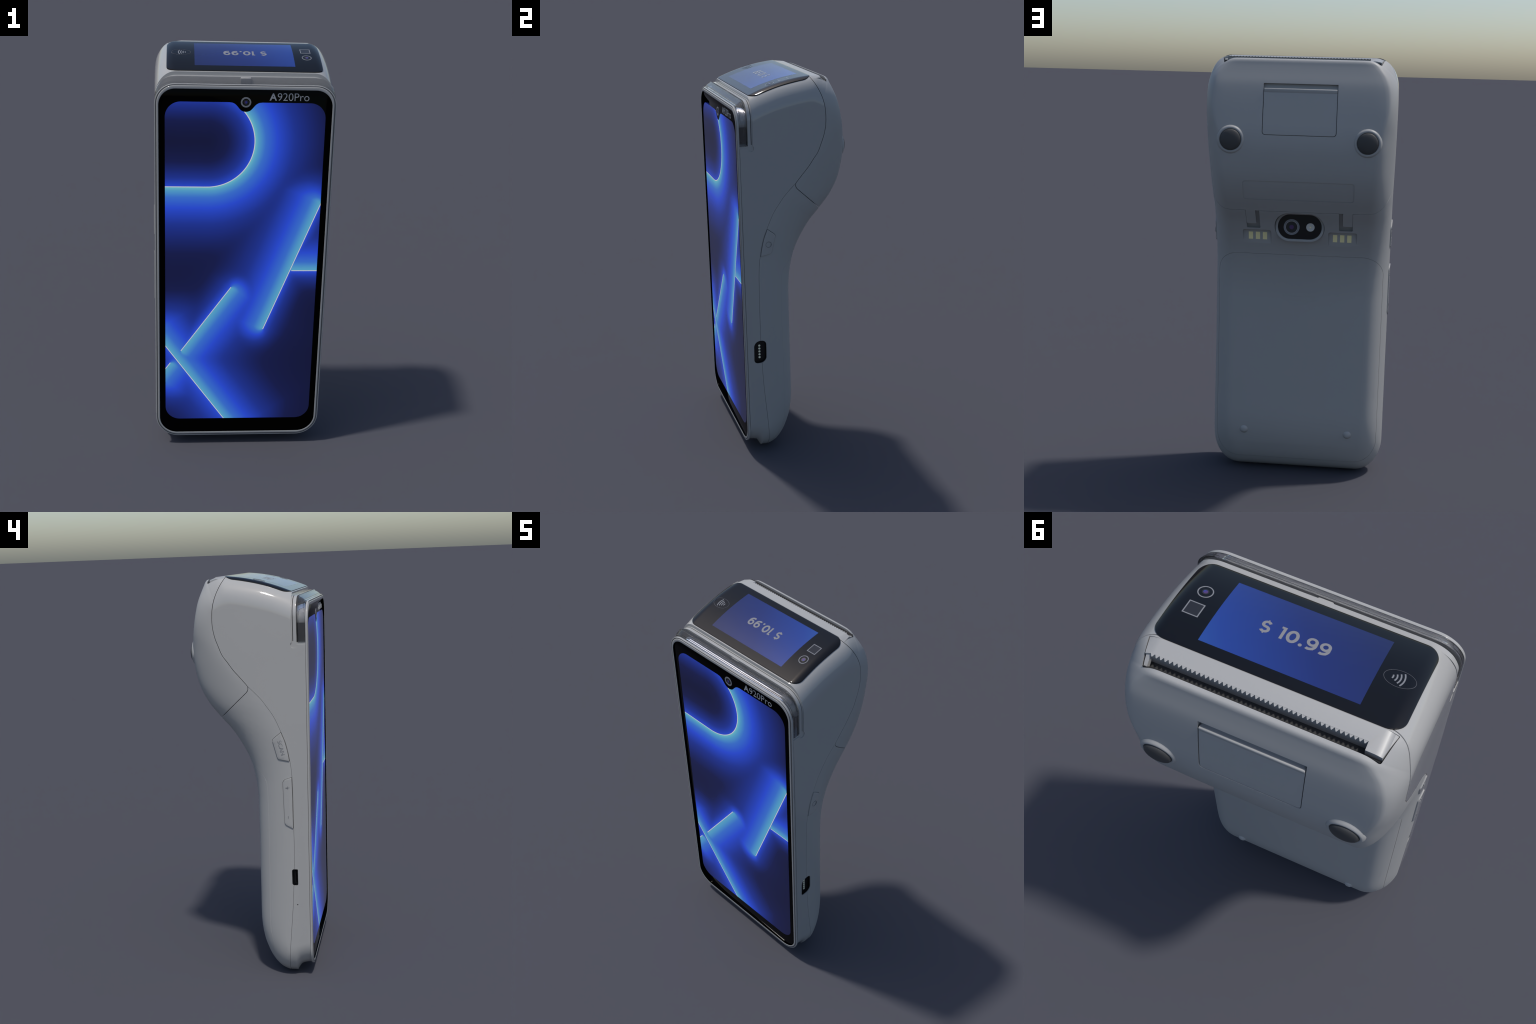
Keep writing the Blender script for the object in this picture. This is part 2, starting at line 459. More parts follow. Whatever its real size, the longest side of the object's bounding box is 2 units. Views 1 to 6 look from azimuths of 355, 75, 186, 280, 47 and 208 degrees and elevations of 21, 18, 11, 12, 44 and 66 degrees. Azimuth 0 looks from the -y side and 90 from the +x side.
for s_ in (-1, 1):      # black plates modelled to give the guide's legs their dark reflections
    part(box('guide_dark_reflection_plate', *sorted((s_ * .3615, s_ * .3645)), -.2775, -.2375, 1.6855, 1.772), M_port)
# centre tab bridging guide and head
tab = box('guide_tab', -.024, .024, -.2445, -.2365, 1.850, 1.8915); bevel(tab, .003, 2); part(tab, M_gloss)

# ------------------------------------------------------------------ front: frame, cover glass, display, camera, lettering
def front_outline(hw, z0, z1, rb, rt): return fillet([(-hw, z0), (hw, z0), (hw, z1), (-hw, z1)], [rb, rb, rt, rt], 14)
FR_I = front_outline(.3945, .0705, 1.8495, .088, .075); FR_O = front_outline(.4045, .0580, 1.8655, .104, .086)
frame = ring_prism('display_frame', FR_O, FR_I, -.2748, -.2630, None, TILT)
bevel(frame, .0024, 3, 50); part(frame, M_gloss)
liner = ring_prism('glass_liner', front_outline(.3952, .0698, 1.8502, .089, .076), front_outline(.3937, .0713, 1.8487, .0875, .0745), -.2741, -.2690, None, TILT)
part(liner, M_black)
bezel = ring_prism('outer_bezel', front_outline(.4140, .0480, 1.8720, .114, .094), front_outline(.4040, .0585, 1.8650, .103, .085), -.2722, -.2630, None, TILT)
bevel(bezel, .0012, 2, 50); part(bezel, M_gloss)
dark_ring = ring_prism('dark_ring', front_outline(.4098, .0530, 1.8688, .109, .089), front_outline(.4046, .0578, 1.8656, .104, .086), -.2727, -.2700, None, TILT)
part(dark_ring, material('dark_ring_grey', (.09, .09, .092, 1), rough=.5))
GL = fillet([(-.394, .071), (.394, .071), (.394, 1.849), (-.394, 1.849)], [.088, .088, .075, .075], 14)
glass = prism('cover_glass', GL, 'y', -.2702, -.2615, None, TILT)
bevel(glass, .0015, 2, 50); part(glass, M_black)

def flat_patch(name, poly, base, mat, parent, thick=.0008):
    ob = prism(name, poly, 'y', base - thick * .6, base + .0008, None, TILT)
    return part(ob, mat, parent, 30)
Y_SCREEN = -.2702
notch = [(.075, 1.791), (.060, 1.7885), (.048, 1.782), (.038, 1.772), (.029, 1.761), (.020, 1.753), (.010, 1.7487), (0, 1.7473)]
notch = [tuple(p) for p in spline(notch, 3)]
disp = fillet([(-.3665, .146), (.3665, .146)], .0) if 0 else None
corner = lambda cx, cz, r, a0: [(cx + r * cos(a0 + pi / 2 * i / 12), cz + r * sin(a0 + pi / 2 * i / 12)) for i in range(13)]
r = .072
outline = corner(.3665 - r, .146 + r, r, -pi / 2) + corner(.3665 - r, 1.791 - r, r, 0) + notch + [(-a, b) for a, b in notch[-2::-1]] \
    + corner(-.3665 + r, 1.791 - r, r, pi / 2) + corner(-.3665 + r, .146 + r, r, pi)
display = flat_patch('display', outline, Y_SCREEN, M_wall, glass)

def disc(name, cx, cz, r0, r1, y, mat, parent, thick=.0014, n=48, shear=TILT):
    if r0 > 0:
        ob = ring_prism(name, circle(cx, cz, r1, n), circle(cx, cz, r0, n), y - thick, y + .001, None, shear)
    else:
        ob = prism(name, circle(cx, cz, r1, n), 'y', y - thick, y + .001, None, shear)
    return part(ob, mat, parent)
LZ = 1.7915
disc('camera_ring', -.0002, LZ, .0165, .0235, Y_SCREEN, M_ring, glass)
disc('camera_barrel', -.0002, LZ, 0, .0125, Y_SCREEN, M_barrel, glass, .0010)
disc('camera_lens', -.0002, LZ, 0, .0062, Y_SCREEN, M_glint, glass, .0018)

def text_obj(name, body_text, fn, mat, parent, size=1.0, bold=0.0, extrude=.0, fit=None):
    """Lettering from the built-in font; fn maps flat text (u, v, w) into place. fit=(width, height)."""
    cu = bpy.data.curves.new(name, 'FONT'); cu.body = body_text; cu.size = size; cu.offset = bold; cu.resolution_u = 6
    cu.extrude = .01
    ob = bpy.data.objects.new(name, cu); COL.objects.link(ob)
    bpy.context.view_layer.update()
    me = bpy.data.meshes.new_from_object(ob.evaluated_get(bpy.context.evaluated_depsgraph_get()))
    bpy.data.objects.remove(ob); bpy.data.curves.remove(cu)
    xs = [v.co.x for v in me.vertices]; ys = [v.co.y for v in me.vertices]
    x0, x1, y0, y1 = min(xs), max(xs), min(ys), max(ys)
    for v in me.vertices:
        u = (v.co.x - x0) / (x1 - x0) * fit[0]; w = (v.co.y - y0) / (y1 - y0) * fit[1]
        v.co = fn(u, w, 1 if v.co.z > 0 else 0)
    me.name = name
    o = bpy.data.objects.new(name, me); COL.objects.link(o)
    bm = bmesh.new(); bm.from_mesh(me); bmesh.ops.recalc_face_normals(bm, faces=bm.faces); bm.to_mesh(me); bm.free()
    return part(o, mat, parent)
front_text = lambda x0, z0: (lambda u, v, w: (x0 + u, TILT * (z0 + v) + Y_SCREEN - (.0008 if w else -.001), z0 + v))
text_obj('lettering', 'A', front_text(.1062, 1.8010), M_print, glass, bold=.022, fit=(.0335, .0335))
text_obj('lettering', '920Pro', front_text(.1425, 1.8006), M_print, glass, bold=-.008, fit=(.1445, .0350))

# ------------------------------------------------------------------ top: customer display panel
XC, RX, RZ = .322, .094, .120
def crown(x, y, lift=0.0):
    d = max(abs(x) - XC, 0) / RX
    return top_z(y) - RZ * (1 - sqrt(max(1 - d * d, 0))) + lift

def crown_patch(name, poly, lift, depth, mat, parent, step=.02):
    """Slab that follows the crown: polygon in (x, y), top at lift above the shell."""
    ob = prism(name, poly, 'z', 0, 1)
    bm = bmesh.new(); bm.from_mesh(ob.data)
    xs = [p[0] for p in poly]; ys = [p[1] for p in poly]
    k = min(xs) + step
    while k < max(xs) - 1e-4:
        if abs(k) > .30 or step > .05:
            bmesh.ops.bisect_plane(bm, geom=bm.verts[:] + bm.edges[:] + bm.faces[:], plane_co=(k, 0, 0), plane_no=(1, 0, 0), dist=1e-6)
        k += step * .35
    k = min(ys) + step
    while k < max(ys) - 1e-4:
        bmesh.ops.bisect_plane(bm, geom=bm.verts[:] + bm.edges[:] + bm.faces[:], plane_co=(0, k, 0), plane_no=(0, 1, 0), dist=1e-6)
        k += step
    for v in bm.verts: v.co.z = crown(v.co.x, v.co.y, lift if v.co.z > .5 else -depth)
    bmesh.ops.recalc_face_normals(bm, faces=bm.faces)
    bm.to_mesh(ob.data); bm.free()
    return ob
panel = crown_patch('customer_panel', fillet([(-.3595, -.2085), (.3595, -.2085), (.3595, .1065), (-.3595, .1065)], .046, 10), .0030, .006, None, None, .0075)
bevel(panel, .0018, 2, 40); part(panel, M_panel)
price = crown_patch('price_display', [(-.231, -.1695), (.231, -.1695), (.231, .071), (-.231, .071)], .0032, -.001, None, None, .02)
part(price, M_price, panel)
top_text = lambda x0, y0: (lambda u, v, w: (x0 - u, y0 - v, top_z(y0 - v) + (.0037 if w else .002)))

def ribbon(path, hw, round_ends=False):
    """Outline of a stroke of half width hw along an open path."""
    L, R = [], []
    for i, p in enumerate(path):
        a, b = Vector(path[max(i - 1, 0)]), Vector(path[min(i + 1, len(path) - 1)])
        t = (b - a).normalized(); n = Vector((-t.y, t.x)); p = Vector(p)
        L.append(tuple(p + n * hw)); R.append(tuple(p - n * hw))
    return L + R[::-1]
def arc(cx, cy, rx, ry, a0, a1, n=18):
    return [(cx + rx * cos(radians(a0 + (a1 - a0) * i / n)), cy + ry * sin(radians(a0 + (a1 - a0) * i / n))) for i in range(n + 1)]
def digit(outline, lift=.0037, holes=None):
    """Glyph piece given in text space (u right, v up, 1 = digit height); read from the back of the terminal."""
    H = .0440; X0, Y0 = .1070, -.0293
    place = lambda p: (X0 - p[0] * H, Y0 - p[1] * H)
    if holes is None: piece = [place(p) for p in outline]; n = len(piece)
    quad = lambda P, l: [(x, y, top_z(y) + l) for x, y in P]
    if holes is None:
        v = quad(piece, lift) + quad(piece, .0025)
        f = [list(range(n)), list(range(2 * n - 1, n - 1, -1))] + [[i, (i + 1) % n, n + (i + 1) % n, n + i] for i in range(n)]
    else:
        O = [place(p) for p in outline]; I = [place(p) for p in holes]; n = len(O)
        v = quad(O, lift) + quad(I, lift) + quad(O, .0025) + quad(I, .0025); f = []
        for i in range(n):
            j = (i + 1) % n
            f += [[i, j, n + j, n + i], [2 * n + i, 2 * n + j, 3 * n + j, 3 * n + i], [i, j, 2 * n + j, 2 * n + i], [n + i, n + j, 3 * n + j, 3 * n + i]]
    return part(mesh_obj('price_digit', v, f), M_digits, price)
ovl = lambda cx, cy, rx, ry: arc(cx, cy, rx, ry, 0, 360, 40)[:-1]
# dollar sign
S = arc(.335, .70, .225, .205, 28, 175, 14) + arc(.335, .66, .225, .16, 190, 265, 8) + arc(.335, .335, .235, .165, 85, -10, 10) + arc(.335, .29, .235, .20, -12, -150, 14)
digit(ribbon([tuple(p) for p in spline(S[::3] + [S[-1]], 4)], .096))
digit([(.295, .93), (.385, .93), (.385, 1.07), (.295, 1.07)]); digit([(.295, -.07), (.385, -.07), (.385, .07), (.295, .07)])
# one with flag
digit([(1.38, .0), (1.575, .0), (1.575, 1.0), (1.25, 1.0), (1.25, .84), (1.38, .84)])
digit(ovl(2.12, .5, .40, .515), holes=ovl(2.12, .5, .190, .305))
digit(ovl(2.755, .112, .122, .122))
for c in (3.37, 4.235):
    digit(ovl(c, .665, .365, .350), holes=ovl(c - .005, .668, .165, .165), lift=.0037)
    tail = [(c + .27, .66)] + arc(c - .06, .45, .335, .355, 10, -62, 12) + [(c - .12, .082), (c - .24, .125)]
    digit(ribbon([tuple(p) for p in spline(tail, 3)], .100), lift=.0035)

def crown_ring(name, outer, inner, mat, lift=.0037):
    n = len(outer); v = []
    for L in (lift, .0015):
        v += [(p[0], p[1], crown(p[0], p[1], L)) for p in outer] + [(p[0], p[1], crown(p[0], p[1], L)) for p in inner]
    f = []
    for i in range(n):
        j = (i + 1) % n
        f += [[i, j, n + j, n + i], [2 * n + i, 2 * n + j, 3 * n + j, 3 * n + i], [i, j, 2 * n + j, 2 * n + i], [n + i, n + j, 3 * n + j, 3 * n + i]]
    return part(mesh_obj(name, v, f), mat, panel)
def crown_disc(name, poly, mat, lift=.0037):
    v = [(p[0], p[1], crown(p[0], p[1], lift)) for p in poly] + [(p[0], p[1], crown(p[0], p[1], .001)) for p in poly]; n = len(poly)
    f = [list(range(n)), list(range(2 * n - 1, n - 1, -1))] + [[i, (i + 1) % n, n + (i + 1) % n, n + i] for i in range(n)]
    return part(mesh_obj(name, v, f), mat, panel)
crown_ring('camera_ring', circle(.292, -.0887, .0228), circle(.292, -.0887, .0195), M_icon)
crown_disc('camera_barrel', circle(.292, -.0887, .0105), M_barrel)
crown_disc('camera_lens', circle(.292, -.0887, .0068), M_glint, .0040)
crown_ring('scan_window_outline', [(.2672, -.0425), (.3150, -.0425), (.3150, .0058), (.2672, .0058)], [(.2705, -.0392), (.3117, -.0392), (.3117, .0025), (.2705, .0025)], M_icon)
crown_disc('scan_window', [(.2707, -.0390), (.3115, -.0390), (.3115, .0023), (.2707, .0023)], material('scan_window_glass', (.022, .023, .028, 1), rough=.06), .0036)
ell = lambda a, b: [(-.2925 + a * cos(2 * pi * i / 56), -.0507 + b * sin(2 * pi * i / 56)) for i in range(56)]
crown_ring('contactless_outline', ell(.0455, .0290), ell(.0440, .0275), M_thinicon)
for i, rr in enumerate((.0115, .0220, .0325, .0430)):      # contactless waves open towards +x, read from the back
    a = radians(31)
    arc = []
    for k in range(13):
        t = -a + 2 * a * k / 12; arc.append((t, rr))
    cx, cy = -.2620, -.0507
    wd = .0021
    po = [(cx - (rr + wd) * cos(t), cy + (rr + wd) * sin(t)) for t, _ in arc] + [(cx - (rr - wd) * cos(t), cy + (rr - wd) * sin(t)) for t, _ in reversed(arc)]
    crown_disc('contactless_wave', po, M_icon, .0037)

# ------------------------------------------------------------------ top rear: paper slot with toothed tear bar
slot = prism('slot', fillet([(-.357, .1085), (.357, .1085), (.339, .1912), (-.339, .1912)], [.002, .002, .008, .008], 4), 'z', 1.900, 2.2)
boolean(front_shell, slot, 'DIFFERENCE', keep=True)
boolean(cover, slot, 'DIFFERENCE')
def bar_top(x, y):
    d = max(abs(x) - .305, 0) / .11
    base = top_z(.108) + .0028 - .075 * (y - .108) - 1.2 * max(y - .150, 0) ** 2 * 10
    return base - .125 * (1 - sqrt(max(1 - d * d, 0)))
def strip(name, poly, lift0, depth, mat, parent):
    ob = prism(name, poly, 'z', 0, 1)
    bm = bmesh.new(); bm.from_mesh(ob.data)
    for k in (-.345, -.338, -.331, -.324, -.316, .316, .324, .331, .338, .345):
        bmesh.ops.bisect_plane(bm, geom=bm.verts[:] + bm.edges[:] + bm.faces[:], plane_co=(k, 0, 0), plane_no=(1, 0, 0), dist=1e-6)
    for v in bm.verts: v.co.z = bar_top(v.co.x, v.co.y) + (lift0 if v.co.z > .5 else -depth)
    bm.to_mesh(ob.data); bm.free()
    return part(ob, mat, parent)
bar = strip('tear_bar', [(-.3545, .109), (.3545, .109), (.3425, .159), (.327, .1565), (-.2905, .1565), (-.2905, .178), (-.3385, .178)], .0, .075, M_bar, None)
cheek = strip('slot_cheek', [(.3270, .1560), (.3405, .1590), (.3365, .1860), (.3270, .1860)], -.007, .03, M_matte, bar)
N_T = 47; pitch = (.3265 + .290) / N_T
tooth = None
for i in range(N_T):
    x0 = .3265 - i * pitch
    if tooth is None:
        w2 = pitch * .5
        P = [(w2 - .0004, .0), (-w2 + .0004, .0), (-.0010, .0082), (.0010, .0082)]
        v = [(a, b, -.28 * b) for a, b in P] + [(a, b - .0012, -.28 * b - .0018) for a, b in P]
        tooth = mesh_obj('tear_tooth', v, [[0, 1, 2, 3], [7, 6, 5, 4]] + [[k, (k + 1) % 4, 4 + (k + 1) % 4, 4 + k] for k in range(4)], M_bar)
        t = tooth
    else:
        t = tooth.copy(); COL.objects.link(t)
    t.location = (x0 - pitch / 2, .1560, bar_top(0, .1575) - .0004)
    parts.append((t, bar))
slot_floor = prism('paper_slot', [(.150, 1.90), (.1900, 1.90), (.1900, 1.974), (.1720, 1.945), (.150, 1.945)], 'x', -.336, .336)
part(slot_floor, material('slot_throat', (.035, .035, .036, 1), rough=.6))

# ------------------------------------------------------------------ printer cover: latch, feet, label
def cut_y(ob, poly, depth_y, far=.6): return boolean(ob, prism('cut', poly, 'y', depth_y, far), 'DIFFERENCE')
# latch recess follows the back curve: shifted copy of the body as a floor
def shifted_body(dx, dy, dz, sx=1.0):
    o = clone(body, 'tmp')
    for v in o.data.vertices: v.co = (v.co.x * sx + dx, v.co.y + dy, v.co.z + dz)
    return o
def recess(ob, poly, depth):
    """Sink the area inside poly (x, z) of ob's back by depth, keeping its curvature."""
    c = prism('c', poly, 'y', -.05, .6)
    boolean(c, shifted_body(0, -depth, 0), 'DIFFERENCE')
    boolean(ob, c, 'DIFFERENCE')
def back_panel(name, poly, depth, mat, parent, bev=.0):
    """Piece that fills poly and follows the back surface, sunk by depth (negative: proud)."""
    c = prism(name, poly, 'y', -.2, .6)
    boolean(c, shifted_body(0, -depth, 0), 'INTERSECT')
    if bev: bevel(c, bev, 2, 50)
    return part(c, mat, parent)

LATCH = fillet([(-.1597, 1.661), (.1597, 1.661), (.1597, 1.8795), (-.1597, 1.8795)], [.014, .014, .002, .002], 5)
recess(cover, LATCH, .016)
latch = back_panel('latch', fillet([(-.1570, 1.6635), (.1570, 1.6635), (.1570, 1.8585), (-.1570, 1.8585)], [.012, .012, .008, .008], 5), .0015, M_matte, cover)
# finger lip along the latch's upper edge
yl = back_y(1.8585) - .0015
lip = prism('latch_lip', [(back_y(1.8395) - .0065, 1.8395), (back_y(1.8395) - .0012, 1.8400), (yl + .0062, 1.8525), (yl + .0058, 1.8565), (yl + .0030, 1.8588), (yl - .0060, 1.8588)], 'x', -.1562, .1562)
bevel(lip, .0018, 2, 25); part(lip, M_matte, latch)
recess(cover, rrect(-.244, .244, 1.373, 1.4605, .014), .0028)

for s in (-1, 1):
    # foot boss: revolved ring with a soft skirt, rubber dome in the middle
    cx, cz, y0 = s * .294, 1.638, .2705
    prof = [(.063, y0 - .015), (.0612, y0 + .002), (.0585, y0 + .0060), (.0555, y0 + .0095), (.0530, y0 + .0112), (.0490, y0 + .0112), (.0465, y0 + .0095), (.0465, y0 - .012)]
    n = 56
    v = [(cx + r_ * cos(2 * pi * k / n), y_, cz + r_ * sin(2 * pi * k / n)) for r_, y_ in prof for k in range(n)]
    f = [[a * n + k, a * n + (k + 1) % n, (a + 1) * n + (k + 1) % n, (a + 1) * n + k] for a in range(len(prof) - 1) for k in range(n)]
    f.append([(len(prof) - 1) * n + k for k in range(n)]); f.append(list(range(n))[::-1])
    boss = part(mesh_obj('foot_ring', v, f), M_matte, cover, 40)
    prof = [(.0450, y0 - .01), (.0450, y0 + .0105)] + [(.0450 * cos(radians(a)), y0 + .0115 + .0135 * sin(radians(a))) for a in range(10, 90, 10)]
    v = [(cx + r_ * cos(2 * pi * k / n), y_, cz + r_ * sin(2 * pi * k / n)) for r_, y_ in prof for k in range(n)]
    f = [[a * n + k, a * n + (k + 1) % n, (a + 1) * n + (k + 1) % n, (a + 1) * n + k] for a in range(len(prof) - 1) for k in range(n)]
    f.append([(len(prof) - 1) * n + k for k in range(n)]); f.append(list(range(n))[::-1])
    part(mesh_obj('rubber_foot', v, f), M_rubber, cover, 45)

# ------------------------------------------------------------------ hinge tabs, contacts, rear camera
CY0 = back_y(1.149) - .0015; CY1 = CY0 + .017
for s in (-1, 1):
    R = lambda x0, x1, z0, z1, r_=.004: (rrect(x0, x1, z0, z1, r_, 4) if s > 0 else mirror_poly(rrect(x0, x1, z0, z1, r_, 4)))
    recess(back_shell, R(.1785, .2405, 1.229, 1.33), .020)
    recess(cover, R(.1785, .1955, 1.300, 1.3115, .001), .020)
    back_panel('hinge_tab', R(.1962, .2395, 1.2515, 1.326, .004), .0006, M_matte, cover)
    # contact pocket with a steep floor
    c = prism('c', R(.130, .261, 1.149, 1.2195, .010), 'y', -.1, .3)
    keep = prism('k', [(-.2, 1.10), (CY0, 1.10), (CY0, 1.149), (CY1, 1.2195), (CY1, 1.3), (-.2, 1.3)], 'x', -.5, .5)
    boolean(c, keep, 'DIFFERENCE'); boolean(back_shell, c, 'DIFFERENCE')
    for i in range(3):
        xa = .1508 + i * .0325
        ya = lambda z: CY0 + (z - 1.149) * (CY1 - CY0) / (1.2195 - 1.149)
        z0_, z1_ = 1.1705, 1.2055
        vv = []
        for dy in (-.003, .0012):
            vv += [(s * (xa), ya(z0_) + dy, z0_), (s * (xa + .0198), ya(z0_) + dy, z0_), (s * (xa + .0198), ya(z1_) + dy, z1_), (s * xa, ya(z1_) + dy, z1_)]
        part(mesh_obj('contact_pad', vv, [[0, 1, 2, 3], [7, 6, 5, 4]] + [[k, (k + 1) % 4, 4 + (k + 1) % 4, 4 + k] for k in range(4)]), M_gold, back_shell)

CAMZ = 1.2385
def stadium(hx, hz, cz=CAMZ): return fillet([(-hx, cz - hz), (hx, cz - hz), (hx, cz + hz), (-hx, cz + hz)], hz * .98, 14)
for ob in (back_shell, cover): cut_y(ob, stadium(.1135, .0715), .050)
Y_CAM = .076
rim = ring_prism('camera_rim', stadium(.1125, .0690), stadium(.0995, .0560), .02, Y_CAM + .004); bevel(rim, .004, 3, 50); part(rim, M_matte, back_shell)
plate = prism('camera_window', stadium(.0992, .0557), 'y', .03, Y_CAM); part(plate, M_port, back_shell)
def bdisc(name, cx, cz, r0, r1, y0, y1, mat):
    ob = ring_prism(name, circle(cx, cz, r1, 56), circle(cx, cz, r0, 56), y0, y1) if r0 > 0 else prism(name, circle(cx, cz, r1, 56), 'y', y0, y1)
    return part(ob, mat, back_shell)
LX, LZB = .0370, 1.2372
bdisc('lens_bezel', LX, LZB, .0300, .0362, Y_CAM - .005, Y_CAM + .0022, M_ring)
bdisc('lens_bezel', LX, LZB, .0262, .0292, Y_CAM - .005, Y_CAM + .0034, M_metal)
bdisc('lens_barrel', LX, LZB, 0, .0260, Y_CAM - .005, Y_CAM + .0010, M_barrel)
bdisc('camera_lens', LX, LZB, 0, .0100, Y_CAM - .005, Y_CAM + .0022, M_glint)
bdisc('flash_lens', -.0485, 1.2387, 0, .0190, Y_CAM - .005, Y_CAM + .0016, M_led)
bdisc('flash_diode', -.0485, 1.2387, 0, .0035, Y_CAM - .005, Y_CAM + .0022, M_gold)

# ------------------------------------------------------------------ battery door on the handle's back
DOOR = fillet([(-.388, .0705), (.388, .0705), (.388, 1.0985), (-.388, 1.0985)], [.115, .115, .10, .10], 14)
dcut = prism('d', DOOR, 'y', -.105, .3)
door = clone(back_shell, 'battery_door')
boolean(door, prism('d', offset_poly(DOOR, -.0009), 'y', -.104, .3), 'INTERSECT')
boolean(back_shell, dcut, 'DIFFERENCE')
for i, zz in enumerate((.9115, .8935)):
    boolean(door, prism('g', [(-.081, zz - .0035), (.081, zz - .0035), (.081, zz + .0035), (-.081, zz + .0035)], 'y', back_y(zz) - .0012, .2), 'DIFFERENCE')
boolean(door, prism('g', [(-.081, .8775), (.0, .8505), (.081, .8775)], 'y', back_y(.87) - .0010, .2), 'DIFFERENCE')
for s in (-1, 1):
    n = 32; cx, cz = s * .249, .2275; y0 = back_y(.2275)
    prof = [(.0215, -.006), (.0205, -.001), (.0185, .0015), (.0160, .0045), (.0125, .0075), (.008, .0095), (.003, .0103)]
    v = [(cx + r_ * cos(2 * pi * k / n), y0 + d, cz + r_ * sin(2 * pi * k / n)) for r_, d in prof for k in range(n)]
    f = [[a * n + k, a * n + (k + 1) % n, (a + 1) * n + (k + 1) % n, (a + 1) * n + k] for a in range(len(prof) - 1) for k in range(n)]
    f.append([(len(prof) - 1) * n + k for k in range(n)]); f.append(list(range(n))[::-1])
    part(mesh_obj('rest_bump', v, f), M_matte, door, 60)

# ------------------------------------------------------------------ side keys and ports
wide = shifted_body(0, 0, 0, 1.0105)
def seam_y(z):
    P = sorted(((p[1], p[0]) for p in HANDLE_SEAM))
    for (z0, y0), (z1, y1) in zip(P, P[1:]):
        if z0 <= z <= z1: return y0 + (y1 - y0) * (z - z0) / max(z1 - z0, 1e-9)
def side_key(name, poly, side):
    lo, hi = sorted((side * .36, side * .6))
    boolean(back_shell, prism('g', offset_poly(poly, .0004), 'x', lo, hi), 'DIFFERENCE')
    k = prism(name, offset_poly(poly, -.0014), 'x', *sorted((side * .34, side * .6)))
    boolean(k, wide, 'INTERSECT', keep=True)
    bevel(k, .0022, 2, 50)
    return part(k, M_gloss, back_shell)
def key_poly(ztop, zbot, outer, radii):
    edge = [(seam_y(ztop + (zbot - ztop) * i / 12) + .0018, ztop + (zbot - ztop) * i / 12) for i in range(13)]
    return [(a, b) for a, b in fillet(edge + outer, [0] * 13 + radii, 6)]
KEY = key_poly(1.2595, 1.1175, [(-.1300, 1.1275), (-.1050, 1.2240)], [.016, .016])
VOL = key_poly(1.0395, .7825, [(-.1540, .8040), (-.1500, 1.0240)], [.022, .022])
scan_key = side_key('scan_key', KEY, -1)
volume_key = side_key('volume_key', VOL, -1)
power_key = side_key('power_key', KEY, 1)
drop(wide)

KX = .4164 * 1.0105
def side_text(u, v, w):      # reads downwards along the key
    a = radians(12); y, z = v, -u
    return (-(KX + (.0006 if w else -.006) - max(0, (-.150 + y + .150)) * .03), -.1585 + y * cos(a) - u * sin(a) , 1.2190 - u * cos(a) - y * sin(a))
text_obj('key_lettering', 'SCAN', lambda u, v, w: (-(KX - .0012 + (.0008 if w else -.006)), -.1525 + .0 - v * cos(radians(14)) + (-u) * sin(radians(14)) + .0205, 1.2165 - u * cos(radians(14)) + v * sin(radians(14))), M_mark, scan_key, bold=-.005, fit=(.071, .0185))
def side_bar(name, y0, y1, z0, z1, parent, side=-1):
    return part(box(name, *sorted((side * (KX - .01), side * (KX + .0002))), y0, y1, z0, z1), M_mark, parent)
side_bar('plus_mark', -.1835, -.1650, .9870, .9890, volume_key)
side_bar('plus_mark', -.1753, -.1733, .9800, .9950, volume_key)
side_bar('minus_mark', -.1753, -.1733, .8350, .8470, volume_key)
rg = circle(-.1450, 1.1785, .0152, 36); ri = circle(-.1450, 1.1785, .0138, 36); n = 36
v = [(KX - .010, p[0], p[1]) for p in rg] + [(KX - .010, p[0], p[1]) for p in ri] + [(KX + .0002, p[0], p[1]) for p in rg] + [(KX + .0002, p[0], p[1]) for p in ri]
f = []
for i in range(n):
    j = (i + 1) % n
    f += [[i, j, n + j, n + i], [2 * n + i, 2 * n + j, 3 * n + j, 3 * n + i], [i, j, 2 * n + j, 2 * n + i], [n + i, n + j, 3 * n + j, 3 * n + i]]
part(mesh_obj('power_mark', v, f), M_mark, power_key)

# charging socket (left), pinhole (left), docking socket with five pins (right)
USB = fillet([(-.2125, .4910), (-.1830, .4910), (-.1830, .5755), (-.2125, .5755)], [.010, .010, .010, .004], 6)
for ob in (front_shell, back_shell):
    boolean(ob, prism('u', USB, 'x', -.6, -.385), 'DIFFERENCE')
usb = prism('charging_socket', offset_poly(USB, .004), 'x', -.39, -.375); part(usb, M_port, front_shell)
part(prism('charging_tongue', fillet([(-.2010, .502), (-.1945, .502), (-.1945, .565), (-.2010, .565)], .003, 3), 'x', -.405, -.38), M_port, front_shell)
wall = prism('charging_shell', USB, 'x', -.4105, -.380)
boolean(wall, prism('i', offset_poly(USB, -.0015), 'x', -.5, -.3), 'DIFFERENCE'); part(wall, M_port, front_shell)
boolean(front_shell, prism('h', circle(-.2063, .3920, .0032, 16), 'x', -.6, -.395), 'DIFFERENCE')
part(prism('reset_hole', circle(-.2063, .3920, .0040, 16), 'x', -.400, -.392), M_port, front_shell)

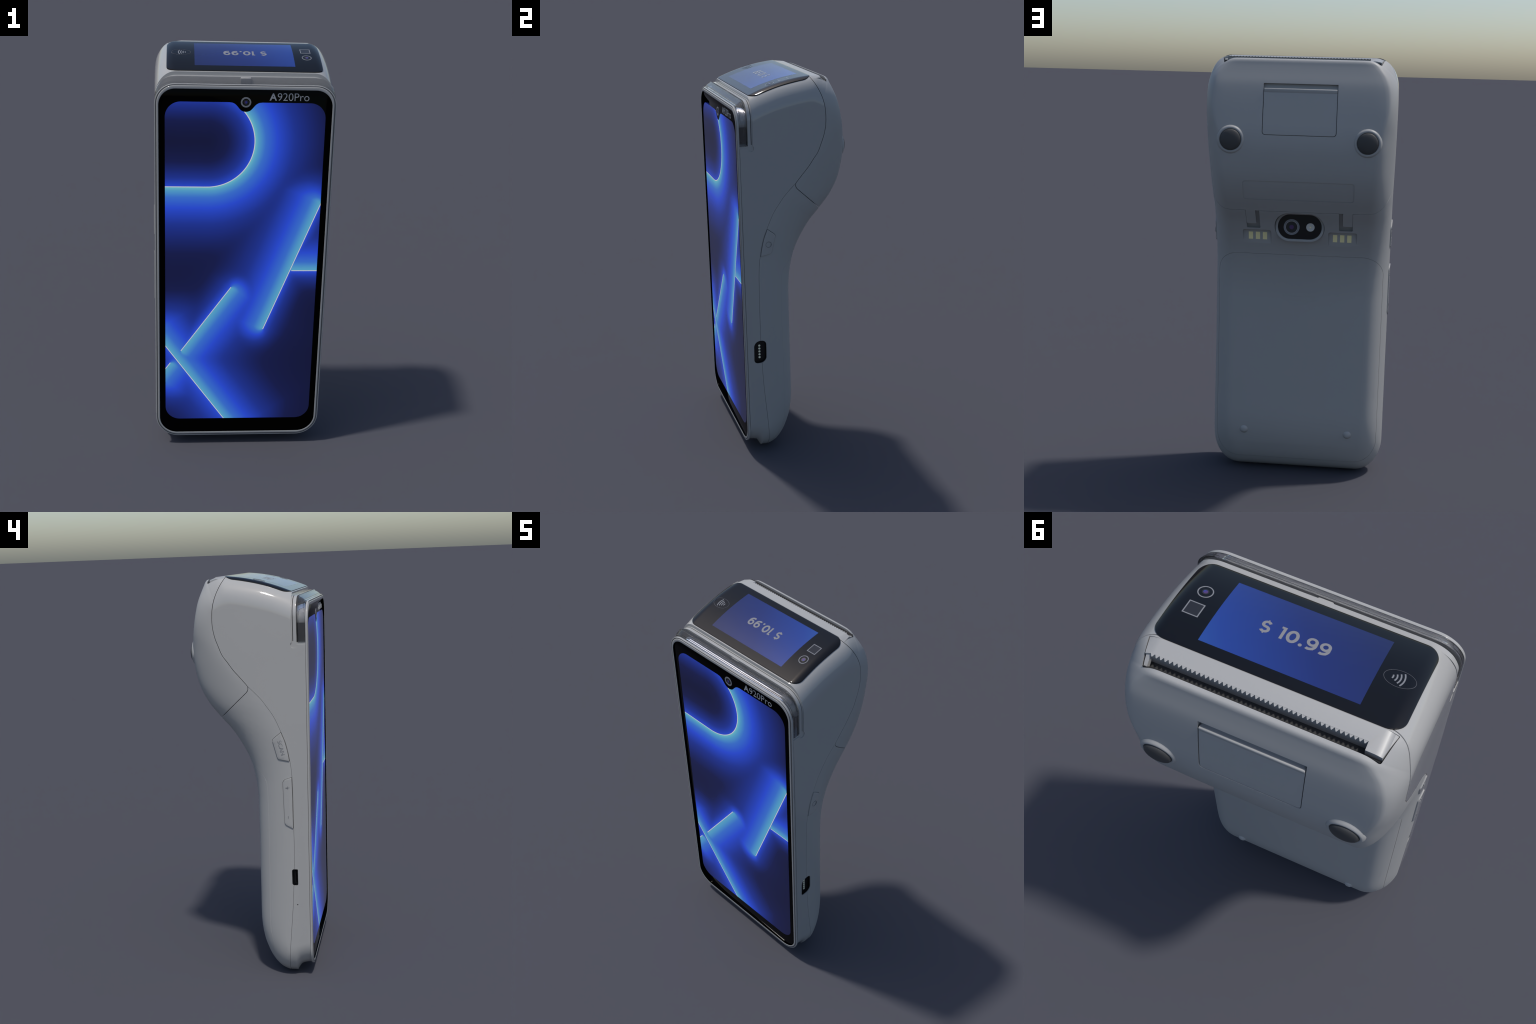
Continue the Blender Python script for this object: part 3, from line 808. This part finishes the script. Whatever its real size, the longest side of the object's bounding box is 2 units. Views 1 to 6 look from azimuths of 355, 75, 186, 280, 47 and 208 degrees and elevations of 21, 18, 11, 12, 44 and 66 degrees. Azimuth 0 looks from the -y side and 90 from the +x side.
DOCK = fillet([(-.2335, .5340), (-.1670, .5340), (-.1670, .6600), (-.2335, .6600)], [.020, .038, .026, .034], 8)
for ob in (front_shell, back_shell):
    boolean(ob, prism('u', DOCK, 'x', .396, .6), 'DIFFERENCE')
dock = prism('docking_socket', offset_poly(DOCK, .004), 'x', .385, .4005); part(dock, M_port, front_shell)
wall = prism('docking_wall', DOCK, 'x', .39, .4120)
boolean(wall, prism('i', offset_poly(DOCK, -.002), 'x', .3, .5), 'DIFFERENCE'); part(wall, M_port, front_shell)
pin = None
for i in range(5):
    if pin is None:
        pin = mesh_obj('docking_pin', [(x_, .0057 * cos(2 * pi * k / 24), .0057 * sin(2 * pi * k / 24)) for x_ in (.395, .4030) for k in range(24)],
                       [list(range(24))[::-1], list(range(24, 48))] + [[k, (k + 1) % 24, 24 + (k + 1) % 24, 24 + k] for k in range(24)], M_pin)
        smooth(pin); p = pin
    else:
        p = pin.copy(); COL.objects.link(p)
    p.location = (0, -.2020, .6278 - i * .01640)
    parts.append((p, dock))

# dark chassis behind the seams, so that no light passes through the gaps
ch = [(p[0], p[1]) for p in spline([(.09, 1.93), (.12, 1.86), (.125, 1.76), (.09, 1.64), (.0, 1.52), (-.09, 1.42), (-.16, 1.27), (-.215, 1.12), (-.22, .6), (-.19, .12)], 4)]
ch2 = [(p[0], p[1]) for p in spline([(-.13, .12), (-.16, .6), (-.15, 1.06), (-.09, 1.22), (0., 1.36), (.12, 1.40), (.22, 1.55), (.22, 1.80), (.17, 1.93)], 4)]
part(prism('inner_chassis', ch + ch2, 'x', -.33, .33), M_dark)

# ------------------------------------------------------------------ finish shells and assemble
part(front_shell, M_gloss); part(back_shell, M_matte); part(cover, M_matte); part(door, M_matte, back_shell)
drop(body)

root = bpy.data.objects.new('payment_terminal', None); COL.objects.link(root)
root['label'] = 'light grey handheld card payment terminal with blue touchscreen and printer'
root['category'] = 'payment terminal'
for ob, par in parts: ob.parent = par if par is not None else root
bpy.context.view_layer.update()
